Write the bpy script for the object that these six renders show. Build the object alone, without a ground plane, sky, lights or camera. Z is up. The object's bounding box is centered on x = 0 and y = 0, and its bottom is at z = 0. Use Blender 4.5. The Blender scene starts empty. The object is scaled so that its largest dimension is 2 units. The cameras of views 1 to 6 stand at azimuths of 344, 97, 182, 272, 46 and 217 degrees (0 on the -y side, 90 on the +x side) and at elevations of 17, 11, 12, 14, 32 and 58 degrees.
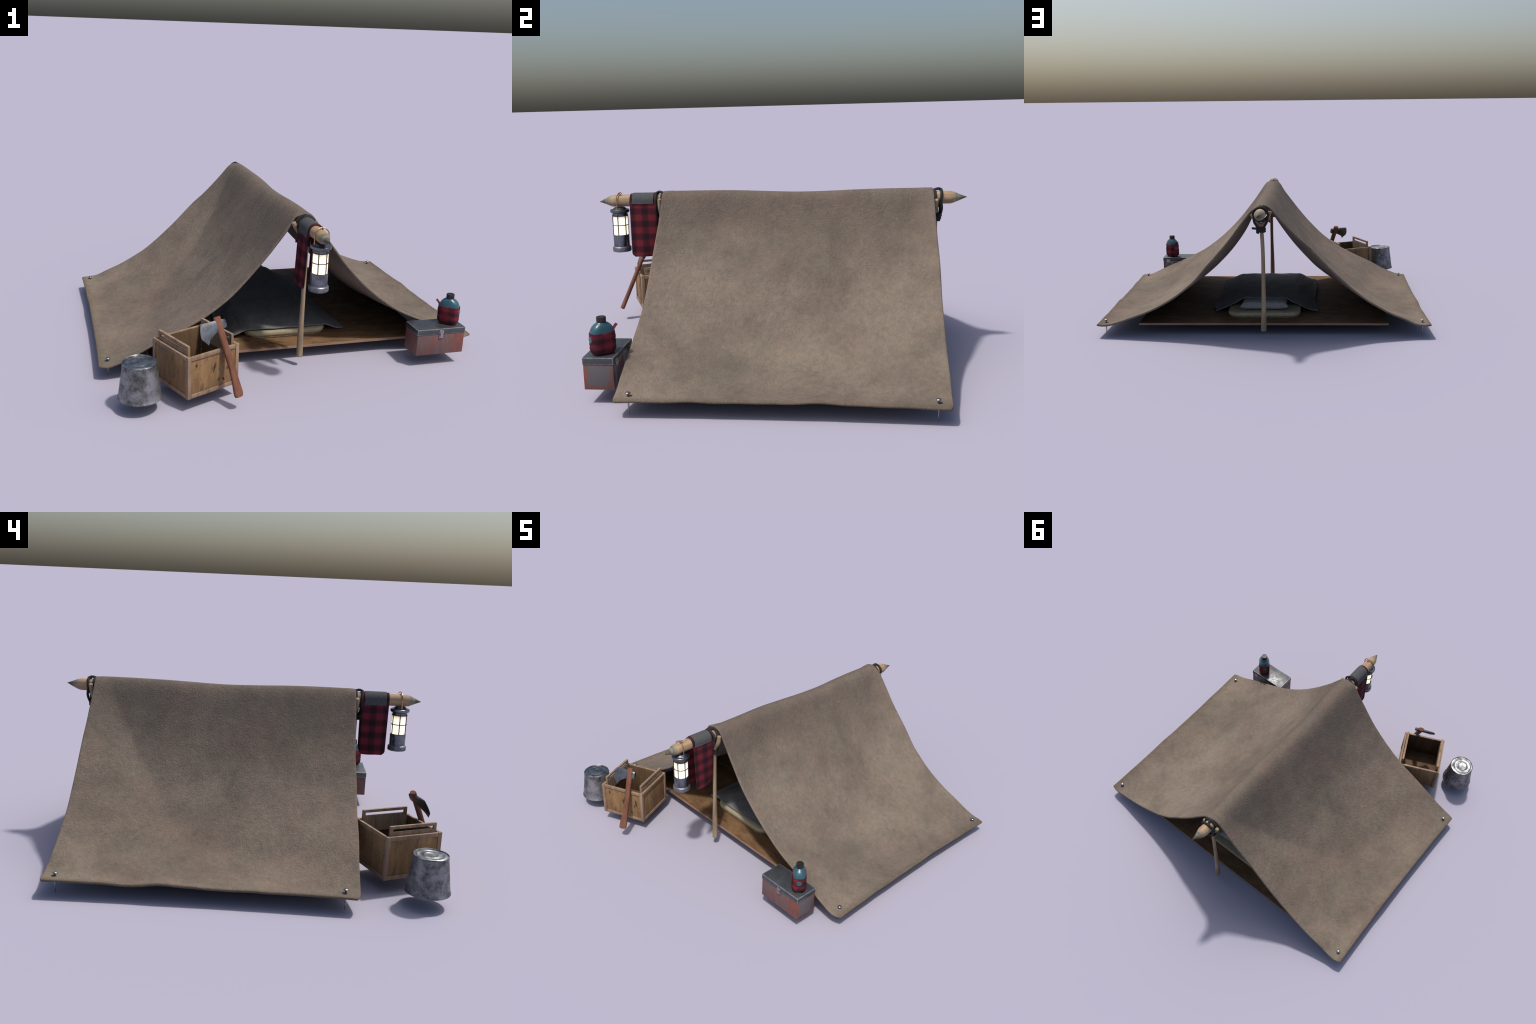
import bpy, bmesh, math, random
from mathutils import Vector, Matrix, noise

random.seed(7)
C = bpy.context.scene.collection

# ------------------------------------------------------------------ helpers
def empty(name, loc, label, category):
    o = bpy.data.objects.new(name, None)
    o.location = loc
    C.objects.link(o)
    o["label"] = label
    o["category"] = category
    return o

def obj(name, mesh, mat=None, parent=None, smooth=True, angle=40):
    o = bpy.data.objects.new(name, mesh)
    C.objects.link(o)
    if mat is not None:
        mesh.materials.clear()
        mesh.materials.append(mat)
    for p in mesh.polygons:
        p.use_smooth = smooth
    if smooth:
        mesh.set_sharp_from_angle(angle=math.radians(angle))
    if parent is not None:
        o.parent = parent
        o.location = -Vector(parent.location)   # vertices are in world frame
    return o

def mesh_from(verts, faces, name="m"):
    me = bpy.data.meshes.new(name)
    me.from_pydata([tuple(v) for v in verts], [], faces)
    me.update()
    bm = bmesh.new(); bm.from_mesh(me)
    bmesh.ops.recalc_face_normals(bm, faces=bm.faces)
    bm.to_mesh(me); bm.free()
    return me

def join_data(parts):
    V, F = [], []
    for v, f in parts:
        k = len(V)
        V += [tuple(p) for p in v]
        F += [tuple(i + k for i in q) for q in f]
    return V, F

def applied(me, setup):
    """mesh with modifiers applied"""
    t = bpy.data.objects.new("tmp_build", me)
    C.objects.link(t)
    setup(t)
    dg = bpy.context.evaluated_depsgraph_get()
    dg.update()
    res = bpy.data.meshes.new_from_object(t.evaluated_get(dg))
    bpy.data.objects.remove(t)
    return res

def bevelled(me, w, seg=2, ang=35):
    def s(o):
        m = o.modifiers.new("b", 'BEVEL'); m.width = w; m.segments = seg
        m.limit_method = 'ANGLE'; m.angle_limit = math.radians(ang)
    return applied(me, s)

def box_data(x0, x1, y0, y1, z0, z1, M=None):
    v = [Vector((x, y, z)) for z in (z0, z1) for y in (y0, y1) for x in (x0, x1)]
    f = [(0, 2, 3, 1), (4, 5, 7, 6), (0, 1, 5, 4), (2, 6, 7, 3), (0, 4, 6, 2), (1, 3, 7, 5)]
    if M is not None:
        v = [M @ p for p in v]
    return v, f

def lathe_data(prof, n=48, M=None):
    """prof: (r, z) list; r=0 allowed at the ends"""
    V, F, rings = [], [], []
    for r, z in prof:
        if r < 1e-6:
            rings.append([len(V)]); V.append(Vector((0, 0, z)))
        else:
            rings.append(list(range(len(V), len(V) + n)))
            V += [Vector((r * math.cos(2 * math.pi * i / n), r * math.sin(2 * math.pi * i / n), z)) for i in range(n)]
    for a, b in zip(rings, rings[1:]):
        for i in range(n):
            j = (i + 1) % n
            if len(a) == 1 and len(b) == 1: continue
            if len(a) == 1: F.append((a[0], b[i], b[j]))
            elif len(b) == 1: F.append((a[i], a[j], b[0]))
            else: F.append((a[i], a[j], b[j], b[i]))
    if M is not None:
        V = [M @ p for p in V]
    return V, F

def catmull(pts, n):
    """dense points through control points (any dimension tuples)"""
    P = [Vector(p) for p in pts]
    P = [P[0] * 2 - P[1]] + P + [P[-1] * 2 - P[-2]]
    out = []
    segs = len(P) - 3
    for k in range(n):
        t = k / (n - 1) * segs
        i = min(int(t), segs - 1); u = t - i
        a, b, c, d = P[i], P[i + 1], P[i + 2], P[i + 3]
        out.append(0.5 * ((2 * b) + (c - a) * u + (2 * a - 5 * b + 4 * c - d) * u * u + (3 * b - a - 3 * c + d) * u ** 3))
    return out

def tube_data(path, radius, n=12, closed=False, cap=True):
    """radius: number or function of 0..1, or list per point"""
    P = [Vector(p) for p in path]; m = len(P)
    if callable(radius): R = [radius(i / (m - 1)) for i in range(m)]
    elif isinstance(radius, (list, tuple)): R = radius
    else: R = [radius] * m
    T = []
    for i in range(m):
        a = P[i - 1] if (i > 0 or closed) else P[i]
        b = P[(i + 1) % m] if (i < m - 1 or closed) else P[i]
        T.append((b - a).normalized())
    up = Vector((0, 0, 1)) if abs(T[0].z) < .9 else Vector((1, 0, 0))
    nrm = (up - T[0] * up.dot(T[0])).normalized()
    V, F = [], []
    for i in range(m):
        nrm = (nrm - T[i] * nrm.dot(T[i])).normalized()
        bi = T[i].cross(nrm)
        for k in range(n):
            a = 2 * math.pi * k / n
            V.append(P[i] + (nrm * math.cos(a) + bi * math.sin(a)) * R[i])
    last = m if closed else m - 1
    for i in range(last):
        for k in range(n):
            j = (i + 1) % m
            F.append((i * n + k, i * n + (k + 1) % n, j * n + (k + 1) % n, j * n + k))
    if cap and not closed:
        F.append(tuple(range(n - 1, -1, -1)))
        F.append(tuple((m - 1) * n + k for k in range(n)))
    return V, F

def smooth01(a, b, x):
    t = max(0.0, min(1.0, (x - a) / (b - a)))
    return t * t * (3 - 2 * t)

def nz(x, y, z=0.0):
    return noise.noise(Vector((x, y, z)))

# ------------------------------------------------------------------ materials
class NT:
    def __init__(self, name):
        self.m = bpy.data.materials.new(name)
        self.m.use_nodes = True
        self.t = self.m.node_tree
        self.t.nodes.clear()
        self.out = self.t.nodes.new("ShaderNodeOutputMaterial")
        self.b = self.t.nodes.new("ShaderNodeBsdfPrincipled")
        self.t.links.new(self.b.outputs[0], self.out.inputs[0])
        self.tc = self.t.nodes.new("ShaderNodeTexCoord")
    def n(self, kind, **kw):
        nd = self.t.nodes.new(kind)
        for k, v in kw.items(): setattr(nd, k, v)
        return nd
    def link(self, a, b): self.t.links.new(a, b)
    def put(self, sock, v):
        if isinstance(v, bpy.types.NodeSocket): self.link(v, sock)
        elif isinstance(v, (tuple, list)) and len(v) == 3 and sock.type == 'RGBA': sock.default_value = (*v, 1)
        else: sock.default_value = v
    def coord(self, scale=(1, 1, 1), loc=(0, 0, 0), rot=(0, 0, 0), kind="Object"):
        mp = self.n("ShaderNodeMapping")
        self.link(self.tc.outputs[kind], mp.inputs[0])
        mp.inputs["Scale"].default_value = scale
        mp.inputs["Location"].default_value = loc
        mp.inputs["Rotation"].default_value = rot
        return mp.outputs[0]
    def noise(self, scale, detail=4, rough=.55, vec=None, dist=0.0):
        nd = self.n("ShaderNodeTexNoise")
        nd.inputs["Scale"].default_value = scale
        nd.inputs["Detail"].default_value = detail
        nd.inputs["Roughness"].default_value = rough
        nd.inputs["Distortion"].default_value = dist
        self.link(vec if vec is not None else self.tc.outputs["Object"], nd.inputs["Vector"])
        return nd.outputs[0]
    def ramp(self, fac, stops, interp='LINEAR'):
        nd = self.n("ShaderNodeValToRGB")
        cr = nd.color_ramp; cr.interpolation = interp
        while len(cr.elements) < len(stops): cr.elements.new(.5)
        for e, (p, c) in zip(cr.elements, stops):
            e.position = p
            e.color = (*c, 1) if isinstance(c, (tuple, list)) else (c, c, c, 1)
        self.link(fac, nd.inputs[0])
        return nd.outputs[0]
    def mix(self, fac, a, b, mode='MIX'):
        nd = self.n("ShaderNodeMix", data_type='RGBA', blend_type=mode)
        self.put(nd.inputs[0], fac); self.put(nd.inputs[6], a); self.put(nd.inputs[7], b)
        return nd.outputs[2]
    def math(self, op, a, b=0.0, c=0.0):
        nd = self.n("ShaderNodeMath", operation=op)
        self.put(nd.inputs[0], a); self.put(nd.inputs[1], b); self.put(nd.inputs[2], c)
        return nd.outputs[0]
    def sep(self, vec=None):
        nd = self.n("ShaderNodeSeparateXYZ")
        self.link(vec if vec is not None else self.tc.outputs["Object"], nd.inputs[0])
        return nd.outputs
    def bump(self, h, strength=.3, dist=.002):
        nd = self.n("ShaderNodeBump")
        nd.inputs["Strength"].default_value = strength
        nd.inputs["Distance"].default_value = dist
        self.link(h, nd.inputs["Height"])
        self.link(nd.outputs[0], self.b.inputs["Normal"])
    def set(self, **kw):
        names = dict(color="Base Color", rough="Roughness", metal="Metallic", coat="Coat Weight",
                     spec="Specular IOR Level", sheen="Sheen Weight")
        for k, v in kw.items(): self.put(self.b.inputs[names[k]], v)
        return self.m

def mat_canvas():
    t = NT("canvas_cloth")
    big = t.noise(2.1, 5, .6, vec=t.coord(loc=(1.7, .4, 2.2)), dist=.5)
    mid = t.noise(5.5, 9, .74, dist=.25)
    fine = t.noise(38, 5, .7, dist=.4)
    col = t.ramp(big, [(.3, (.152, .124, .101)), (.5, (.184, .148, .119)), (.7, (.207, .168, .135))])
    blot = t.ramp(mid, [(.3, (.74, .74, .74)), (.5, (1, 1, 1)), (.68, (1.16, 1.11, 1.07))])
    col = t.mix(.85, col, blot, 'MULTIPLY')
    hue = t.noise(4.2, 4, .6, vec=t.coord(loc=(4, 9, 1)))
    col = t.mix(.8, col, t.ramp(hue, [(.36, (.97, 1.02, .98)), (.64, (1.03, .99, .98))]), 'MULTIPLY')
    col = t.mix(.75, col, t.ramp(fine, [(.32, .82), (.68, 1.16)]), 'MULTIPLY')
    dark_blotch = t.noise(3.4, 7, .7, vec=t.coord(loc=(.3, 2.1, .7)))
    col = t.mix(t.ramp(dark_blotch, [(.52, 0.0), (.68, .4)]), col, (.115, .093, .075))
    # ragged dark patch along the ridge fold, a brown stained hem
    x, y, z = t.sep()
    ax = t.math('ADD', t.math('ABSOLUTE', x), t.math('MULTIPLY_ADD', t.noise(5, 8, .72, vec=t.coord(loc=(3, 1, 8))), .5, -.25))
    col = t.mix(t.ramp(ax, [(.12, .34), (.3, 0.0)]), col, (.085, .07, .06))
    hm = t.math('ADD', t.math('ABSOLUTE', x), t.math('MULTIPLY_ADD', t.noise(26, 5, .7), .03, -.015))
    col = t.mix(t.ramp(hm, [(.955, 0.0), (.99, .5)]), col, (.1, .075, .048))
    f1 = t.noise(74, 4, .6, dist=1.1)
    f2 = t.noise(190, 2, .6, dist=.5)
    t.bump(t.math('ADD', f1, t.math('MULTIPLY', f2, .35)), .75, .008)
    return t.set(color=col, rough=.93, spec=.15)

def mat_wood(name, dark, light, axis_scale, scale=1.0, stain=None, stain_amt=0.0, rough=.75, bump=.25):
    t = NT(name)
    v = t.coord(axis_scale)
    g = t.noise(30 * scale, 6, .65, vec=v, dist=.6)
    m = t.noise(7, 4, .6)
    col = t.ramp(g, [(.3, dark), (.7, light)])
    col = t.mix(.5, col, t.ramp(m, [(.3, .72), (.7, 1.15)]), 'MULTIPLY')
    if stain:
        s = t.noise(stain_amt, 6, .7, vec=t.coord((1.6, 1.6, .8)), dist=.5)
        col = t.mix(t.ramp(s, [(.57, 0.0), (.66, .85)]), col, stain)
    t.bump(g, bump, .002)
    return t.set(color=col, rough=rough, spec=.25)

def mat_log():
    t = NT("peeled_log_wood")
    x, y, z = t.sep()
    v = t.coord((1, .12, 1))
    g = t.noise(55, 5, .6, vec=v)
    col = t.ramp(g, [(.3, (.25, .165, .095)), (.55, (.38, .265, .16)), (.75, (.44, .315, .205))])
    # bare carved points are grey-green, darkening towards the tips
    w = t.math('ADD', t.math('ABSOLUTE', t.math('SUBTRACT', y, .03)), t.math('MULTIPLY', t.noise(25, 3), .02))
    tip = t.n("ShaderNodeMapRange"); t.link(w, tip.inputs[0])
    tip.inputs[1].default_value = .855; tip.inputs[2].default_value = .875
    pt = t.n("ShaderNodeMapRange"); t.link(w, pt.inputs[0])
    pt.inputs[1].default_value = .87; pt.inputs[2].default_value = .93
    ring = t.ramp(t.noise(90, 3, vec=t.coord((.1, 1, .1))), [(.35, (.14, .13, .095)), (.65, (.27, .25, .185))])
    tipc = t.mix(pt.outputs[0], ring, (.035, .03, .025))
    col = t.mix(tip.outputs[0], col, tipc)
    t.bump(g, .25, .002)
    return t.set(color=col, rough=.75, spec=.25)

def mat_pole():
    t = NT("pole_wood")
    g = t.noise(60, 5, .6, vec=t.coord((1, 1, .1)))
    m = t.noise(9, 4, .6)
    col = t.ramp(g, [(.3, (.24, .172, .105)), (.7, (.39, .295, .195))])
    col = t.mix(.7, col, t.ramp(m, [(.3, .7), (.7, 1.1)]), 'MULTIPLY')
    t.bump(g, .3, .002)
    return t.set(color=col, rough=.8, spec=.2)

def mat_plain(name, col, rough=.8, var=.25, scale=60, metal=0.0, bump=.0, spec=.3):
    t = NT(name)
    g = t.noise(scale, 4, .6)
    c = t.mix(1.0, t.ramp(g, [(.3, 1 - var), (.7, 1 + var)]), col, 'MULTIPLY')
    if bump: t.bump(g, bump, .002)
    return t.set(color=c, rough=rough, metal=metal, spec=spec)

def mat_metal(name, dark, light, scale=14, rlo=.3, rhi=.55, metal=1.0, bump=.1):
    t = NT(name)
    g = t.noise(scale, 7, .7, dist=.15)
    col = t.ramp(g, [(.38, dark), (.6, light)])
    f = t.noise(scale * 9, 3, .6)
    col = t.mix(.5, col, t.ramp(f, [(.3, .75), (.7, 1.15)]), 'MULTIPLY')
    t.bump(f, bump, .001)
    return t.set(color=col, rough=t.ramp(g, [(.3, rhi), (.7, rlo)]), metal=metal)

def plaid_color(t, a, b, pa, pb, oa, ob, red, dark, black):
    def band(s, p, o):
        w = t.math('SINE', t.math('MULTIPLY', t.math('ADD', s, o), 2 * math.pi / p))
        return t.ramp(t.math('MULTIPLY_ADD', w, .5, .5), [(.22, 0.0), (.78, 1.0)])
    A, B = band(a, pa, oa), band(b, pb, ob)
    lo = t.mix(B, black, dark)
    hi = t.mix(B, dark, red)
    return t.mix(A, lo, hi)

def mat_plaid(name="plaid_flannel"):
    t = NT(name)
    x, y, z = t.sep()
    col = plaid_color(t, y, z, .069, .0645, .006, .0, (.165, .024, .034), (.075, .016, .023), (.027, .013, .018))
    f = t.noise(500, 3, .7)
    col = t.mix(.8, col, t.ramp(f, [(.3, .75), (.7, 1.2)]), 'MULTIPLY')
    t.bump(f, .3, .001)
    return t.set(color=col, rough=.95, spec=.1)

def mat_sleeve():
    t = NT("plaid_sleeve")
    v = t.coord((1, 1, 1), rot=(0, 0, math.radians(45)))
    x, y, z = t.sep(v)
    w = t.math('MULTIPLY', t.noise(35, 4), .02)
    zz = t.math('ADD', z, w)
    col = plaid_color(t, t.math('ADD', x, y), zz, .075, .042, .01, .012, (.2, .026, .036), (.115, .018, .026), (.035, .014, .018))
    f = t.noise(300, 3, .7)
    col = t.mix(.8, col, t.ramp(f, [(.3, .7), (.7, 1.2)]), 'MULTIPLY')
    t.bump(t.math('ADD', t.noise(90, 4, dist=1.0), f), .5, .004)
    return t.set(color=col, rough=.9, spec=.15)

def mat_floor():
    t = NT("floor_wood")
    g = t.noise(16, 7, .7, vec=t.coord((.6, 1.6, 1)), dist=.7)
    m = t.noise(4, 4, .6)
    col = t.ramp(g, [(.3, (.085, .047, .023)), (.5, (.155, .088, .043)), (.72, (.22, .13, .068))])
    col = t.mix(.55, col, t.ramp(m, [(.3, .55), (.7, 1.2)]), 'MULTIPLY')
    t.bump(g, .2, .002)
    return t.set(color=col, rough=.8, spec=.2)

def mat_toolbox_body():
    t = NT("worn_red_paint")
    x, y, z = t.sep()
    g = t.noise(9, 6, .6, vec=t.coord((1, 1, .35)), dist=.5)
    f = t.noise(70, 4, .6, vec=t.coord((1, 1, .25)))
    red = t.ramp(f, [(.3, (.155, .05, .036)), (.7, (.225, .075, .055))])
    worn = t.ramp(f, [(.3, (.105, .072, .068)), (.7, (.14, .1, .098))])
    col = t.mix(t.ramp(g, [(.42, 0.0), (.58, .85)]), red, worn)
    # bare grey steel patch in the middle of the right end panel
    geo = t.n("ShaderNodeNewGeometry")
    nx, ny, n3 = t.sep(geo.outputs["Normal"])
    dy = t.math('DIVIDE', t.math('ADD', y, .642), .055)
    dz = t.math('DIVIDE', t.math('SUBTRACT', z, .12), .05)
    r = t.math('MAXIMUM', t.math('ABSOLUTE', dy), t.math('ABSOLUTE', dz))
    r = t.math('ADD', r, t.math('MULTIPLY_ADD', t.noise(22, 4), .8, -.4))
    patch = t.math('MULTIPLY', t.ramp(r, [(.75, 1.0), (.98, 0.0)]), t.math('GREATER_THAN', x, .8435))
    col = t.mix(patch, col, (.108, .098, .097))
    # long bare streaks on the rear panel
    st = t.ramp(t.noise(10, 5, .6, vec=t.coord((1, 1, .3))), [(.42, 0.0), (.55, 1.0)])
    back = t.math('MULTIPLY', st, t.math('GREATER_THAN', y, -.5782))
    col = t.mix(back, col, (.3, .29, .31))
    t.bump(f, .15, .001)
    return t.set(color=col, rough=.5, spec=.4)

def mat_lid():
    t = NT("worn_grey_steel")
    g = t.noise(12, 6, .65)
    f = t.noise(260, 3, .7)
    col = t.ramp(g, [(.3, (.055, .058, .062)), (.7, (.1, .104, .108))])
    col = t.mix(.6, col, t.ramp(f, [(.3, .8), (.7, 1.2)]), 'MULTIPLY')
    bv = t.n("ShaderNodeBevel", samples=6); bv.inputs[0].default_value = .007
    geo = t.n("ShaderNodeNewGeometry")
    dp = t.n("ShaderNodeVectorMath", operation='DOT_PRODUCT')
    t.link(bv.outputs[0], dp.inputs[0]); t.link(geo.outputs["Normal"], dp.inputs[1])
    edge = t.math('MULTIPLY', t.ramp(dp.outputs["Value"], [(.94, 1.0), (.999, 0.0)]), t.ramp(t.noise(45, 4), [(.3, .25), (.55, 1.0)]))
    col = t.mix(edge, col, (.42, .43, .46))
    t.bump(f, .15, .001)
    return t.set(color=col, rough=t.ramp(t.noise(30, 6, .7), [(.35, .28), (.65, .55)]), metal=.55)

def mat_crate(name, dark, light, stain_on, rot):
    t = NT(name)
    v = t.coord((1, 1, .14), rot=(0, 0, rot))
    g = t.noise(34, 6, .65, vec=v, dist=.5)
    col = t.ramp(g, [(.3, dark), (.7, light)])
    m = t.noise(6, 4, .6)
    col = t.mix(.55, col, t.ramp(m, [(.3, .62), (.7, 1.15)]), 'MULTIPLY')
    s = t.noise(16, 7, .72, vec=t.coord((1.2, 1.2, .7)), dist=1.0)
    col = t.mix(t.ramp(s, [(.56, 0.0), (.68, stain_on * .75)]), col, (.03, .025, .018))
    fine = t.noise(55, 5, .7, dist=1.5)
    col = t.mix(t.ramp(fine, [(.6, 0.0), (.66, stain_on * .8)]), col, (.04, .032, .025))
    t.bump(g, .25, .002)
    return t.set(color=col, rough=.75, spec=.25)

def mat_glow():
    t = NT("glowing_glass")
    g = t.noise(70, 5, .7, dist=.5)
    x, y, z = t.sep()
    up = t.n("ShaderNodeMapRange"); t.link(z, up.inputs[0])
    up.inputs[1].default_value = .672; up.inputs[2].default_value = .645
    col = t.ramp(g, [(.3, (.8, .5, .18)), (.42, (1, .83, .52)), (.55, (1, .94, .8))])
    t.put(t.b.inputs["Base Color"], col)
    t.put(t.b.inputs["Emission Color"], col)
    st = t.math('MULTIPLY_ADD', up.outputs[0], 1.15, .1)  # emission dimmed near the top, painting the cap's shade on the glass
    t.put(t.b.inputs["Emission Strength"], st)
    return t.set(rough=.25)

M_canvas = mat_canvas()
M_log = mat_log()
M_pole = mat_pole()
M_rope = mat_plain("black_rope", (.02, .021, .023), .85, .4, 200, bump=.4)
M_nail = mat_metal("nail_steel", (.16, .16, .165), (.4, .42, .44), 120, .25, .45)
M_floor = mat_floor()
M_floor_edge = mat_wood("floor_edge_wood", (.2, .12, .085), (.34, .22, .16), (.2, 1, 4))
M_matt = mat_plain("mattress_cloth", (.33, .285, .185), .95, .15, 40, bump=.15, spec=.1)
M_matt_low = mat_plain("mattress_base_wood", (.2, .145, .09), .9, .4, 60, bump=.2, spec=.1)
M_pillow = mat_plain("pillow_cloth", (.25, .243, .235), .95, .12, 60, bump=.15, spec=.1)
M_plaid = mat_plaid()
M_patch = mat_plain("grey_wool_patch", (.075, .078, .08), .95, .12, 90, bump=.2, spec=.1)
M_lantern = mat_metal("lantern_steel", (.09, .1, .115), (.22, .235, .265), 18, .28, .45)
M_lantern_worn = mat_metal("lantern_worn_rim", (.11, .115, .135), (.24, .24, .275), 60, .35, .6, metal=.8, bump=.25)
M_copper = mat_metal("copper_wire", (.36, .2, .11), (.62, .38, .22), 60, .25, .4)
M_bars = mat_plain("lantern_bar_metal", (.1, .065, .05), .6, .3, 60, metal=.6)
M_glow = mat_glow()
M_bucket = mat_metal("galvanised_zinc", (.07, .07, .067), (.28, .278, .3), 17, .42, .62, metal=.6, bump=.15)
M_bucket_top = mat_metal("galvanised_zinc_base", (.1, .105, .105), (.36, .37, .385), 30, .3, .6, metal=1.0, bump=.15)
ang = math.radians(24.1)
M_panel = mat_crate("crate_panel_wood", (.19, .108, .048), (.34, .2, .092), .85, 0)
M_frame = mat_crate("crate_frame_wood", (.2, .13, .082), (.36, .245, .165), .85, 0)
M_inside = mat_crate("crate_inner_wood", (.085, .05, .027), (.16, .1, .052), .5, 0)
M_axe_wood = mat_wood("axe_handle_wood", (.115, .045, .026), (.205, .085, .05), (1, 1, .12), 1.4, rough=.6)
M_axe_steel = mat_metal("axe_steel", (.13, .135, .145), (.24, .245, .26), 22, .33, .5, bump=.2)
M_tb = mat_toolbox_body()
M_lid = mat_lid()
M_clasp = mat_metal("clasp_steel", (.25, .26, .28), (.5, .5, .54), 50, .25, .45)
M_teal = mat_plain("teal_enamel", (.026, .088, .112), .32, .12, 30, spec=.5)
M_cap = mat_plain("black_cap_metal", (.035, .035, .036), .35, .3, 60, metal=.5)
M_sleeve = mat_sleeve()

# ------------------------------------------------------------------ blanket cloth material (woven, dark slate)
def mat_blanket():
    t = NT("slate_wool")
    g = t.noise(9, 5, .6)
    col = t.ramp(g, [(.3, (.135, .139, .142)), (.7, (.18, .184, .187))])
    wv = t.noise(160, 3, .6, vec=t.coord((1, .12, 1)))
    col = t.mix(.7, col, t.ramp(wv, [(.3, .75), (.7, 1.2)]), 'MULTIPLY')
    t.bump(wv, .35, .002)
    return t.set(color=col, rough=.95, spec=.1)
M_blanket = mat_blanket()

# ================================================================== TENT
tent = empty("canvas_tent", (0, .1, 0), "low open ridge tent of worn brown canvas on wooden poles", "tent")

# ---- canopy: cross-section control profiles (distance from ridge, height)
BACK_R = [(-.018, .789), (.01, .783), (.03, .773), (.063, .749), (.125, .672), (.172, .608), (.222, .546), (.277, .485), (.318, .438),
          (.361, .388), (.402, .342), (.466, .287), (.535, .236), (.616, .189), (.689, .155), (.762, .128), (.852, .094), (.93, .073), (.996, .072)]
BACK_L = [(-.018, .789), (-.036, .784), (-.056, .768), (-.08, .74), (-.125, .688), (-.205, .605), (-.279, .54), (-.345, .472), (-.405, .409),
          (-.469, .348), (-.533, .291), (-.598, .239), (-.662, .198), (-.749, .15), (-.835, .112), (-.9, .082), (-.947, .073), (-.996, .072)]
FRONT_R = [(-.004, .790), (.02, .784), (.04, .77), (.078, .716), (.12, .655), (.163, .6), (.218, .53), (.284, .457), (.348, .395),
           (.418, .336), (.505, .274), (.6, .223), (.7, .178), (.813, .129), (.925, .077), (.996, .072)]
FRONT_L = [(-.004, .790), (-.03, .785), (-.057, .774), (-.093, .712), (-.145, .642), (-.195, .577), (-.277, .48), (-.38, .377),
           (-.5, .29), (-.62, .225), (-.74, .168), (-.85, .110), (-.945, .073), (-.996, .072)]
MID_R = [(.0, .778), (.022, .773), (.043, .747), (.072, .683), (.111, .611), (.163, .535), (.22, .46), (.273, .4), (.337, .333),
         (.42, .258), (.52, .185), (.62, .130), (.70, .098), (.78, .076), (.86, .065), (.93, .066), (.986, .075)]
MID_L = [(.0, .778), (-.025, .774), (-.055, .747), (-.092, .693), (-.135, .628), (-.178, .565), (-.222, .505), (-.275, .437), (-.335, .364),
         (-.408, .286), (-.5, .206), (-.6, .142), (-.69, .102), (-.78, .077), (-.86, .065), (-.93, .066), (-.986, .075)]
NT_ = 72          # samples from ridge to hem
NY = 110          # samples front to back
Y0, Y1 = -.548, .788

def resample(prof, n):
    d = catmull([(x, z, 0) for x, z in prof], 400)
    L = [0.0]
    for a, b in zip(d, d[1:]): L.append(L[-1] + (b - a).length)
    out, k = [], 0
    for i in range(n):
        s = L[-1] * i / (n - 1)
        while k < len(L) - 2 and L[k + 1] < s: k += 1
        u = (s - L[k]) / max(1e-9, L[k + 1] - L[k])
        out.append(d[k].lerp(d[k + 1], min(1, u)))
    return out

ridge_wander = catmull([(-.55, .0, 0), (-.37, .0, 0), (-.16, -.009, 0), (.02, -.005, 0), (.18, .004, 0), (.31, .010, 0), (.5, .004, 0), (.79, .0, 0)], 200)
def ridge_dx(y):
    for a, b in zip(ridge_wander, ridge_wander[1:]):
        if y <= b.x:
            return a.y + (b.y - a.y) * (y - a.x) / max(1e-6, b.x - a.x)
    return 0.0

crest_curve = catmull([(-.56, .786, 0), (-.37, .787, 0), (-.2, .7855, 0), (-.05, .780, 0), (.1, .7755, 0), (.24, .777, 0), (.43, .7835, 0), (.61, .7865, 0), (.8, .7865, 0)], 160)
def crest_z(y):
    for a, b in zip(crest_curve, crest_curve[1:]):
        if y <= b.x:
            return a.y + (b.y - a.y) * (y - a.x) / max(1e-6, b.x - a.x)
    return crest_curve[-1].y

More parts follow.
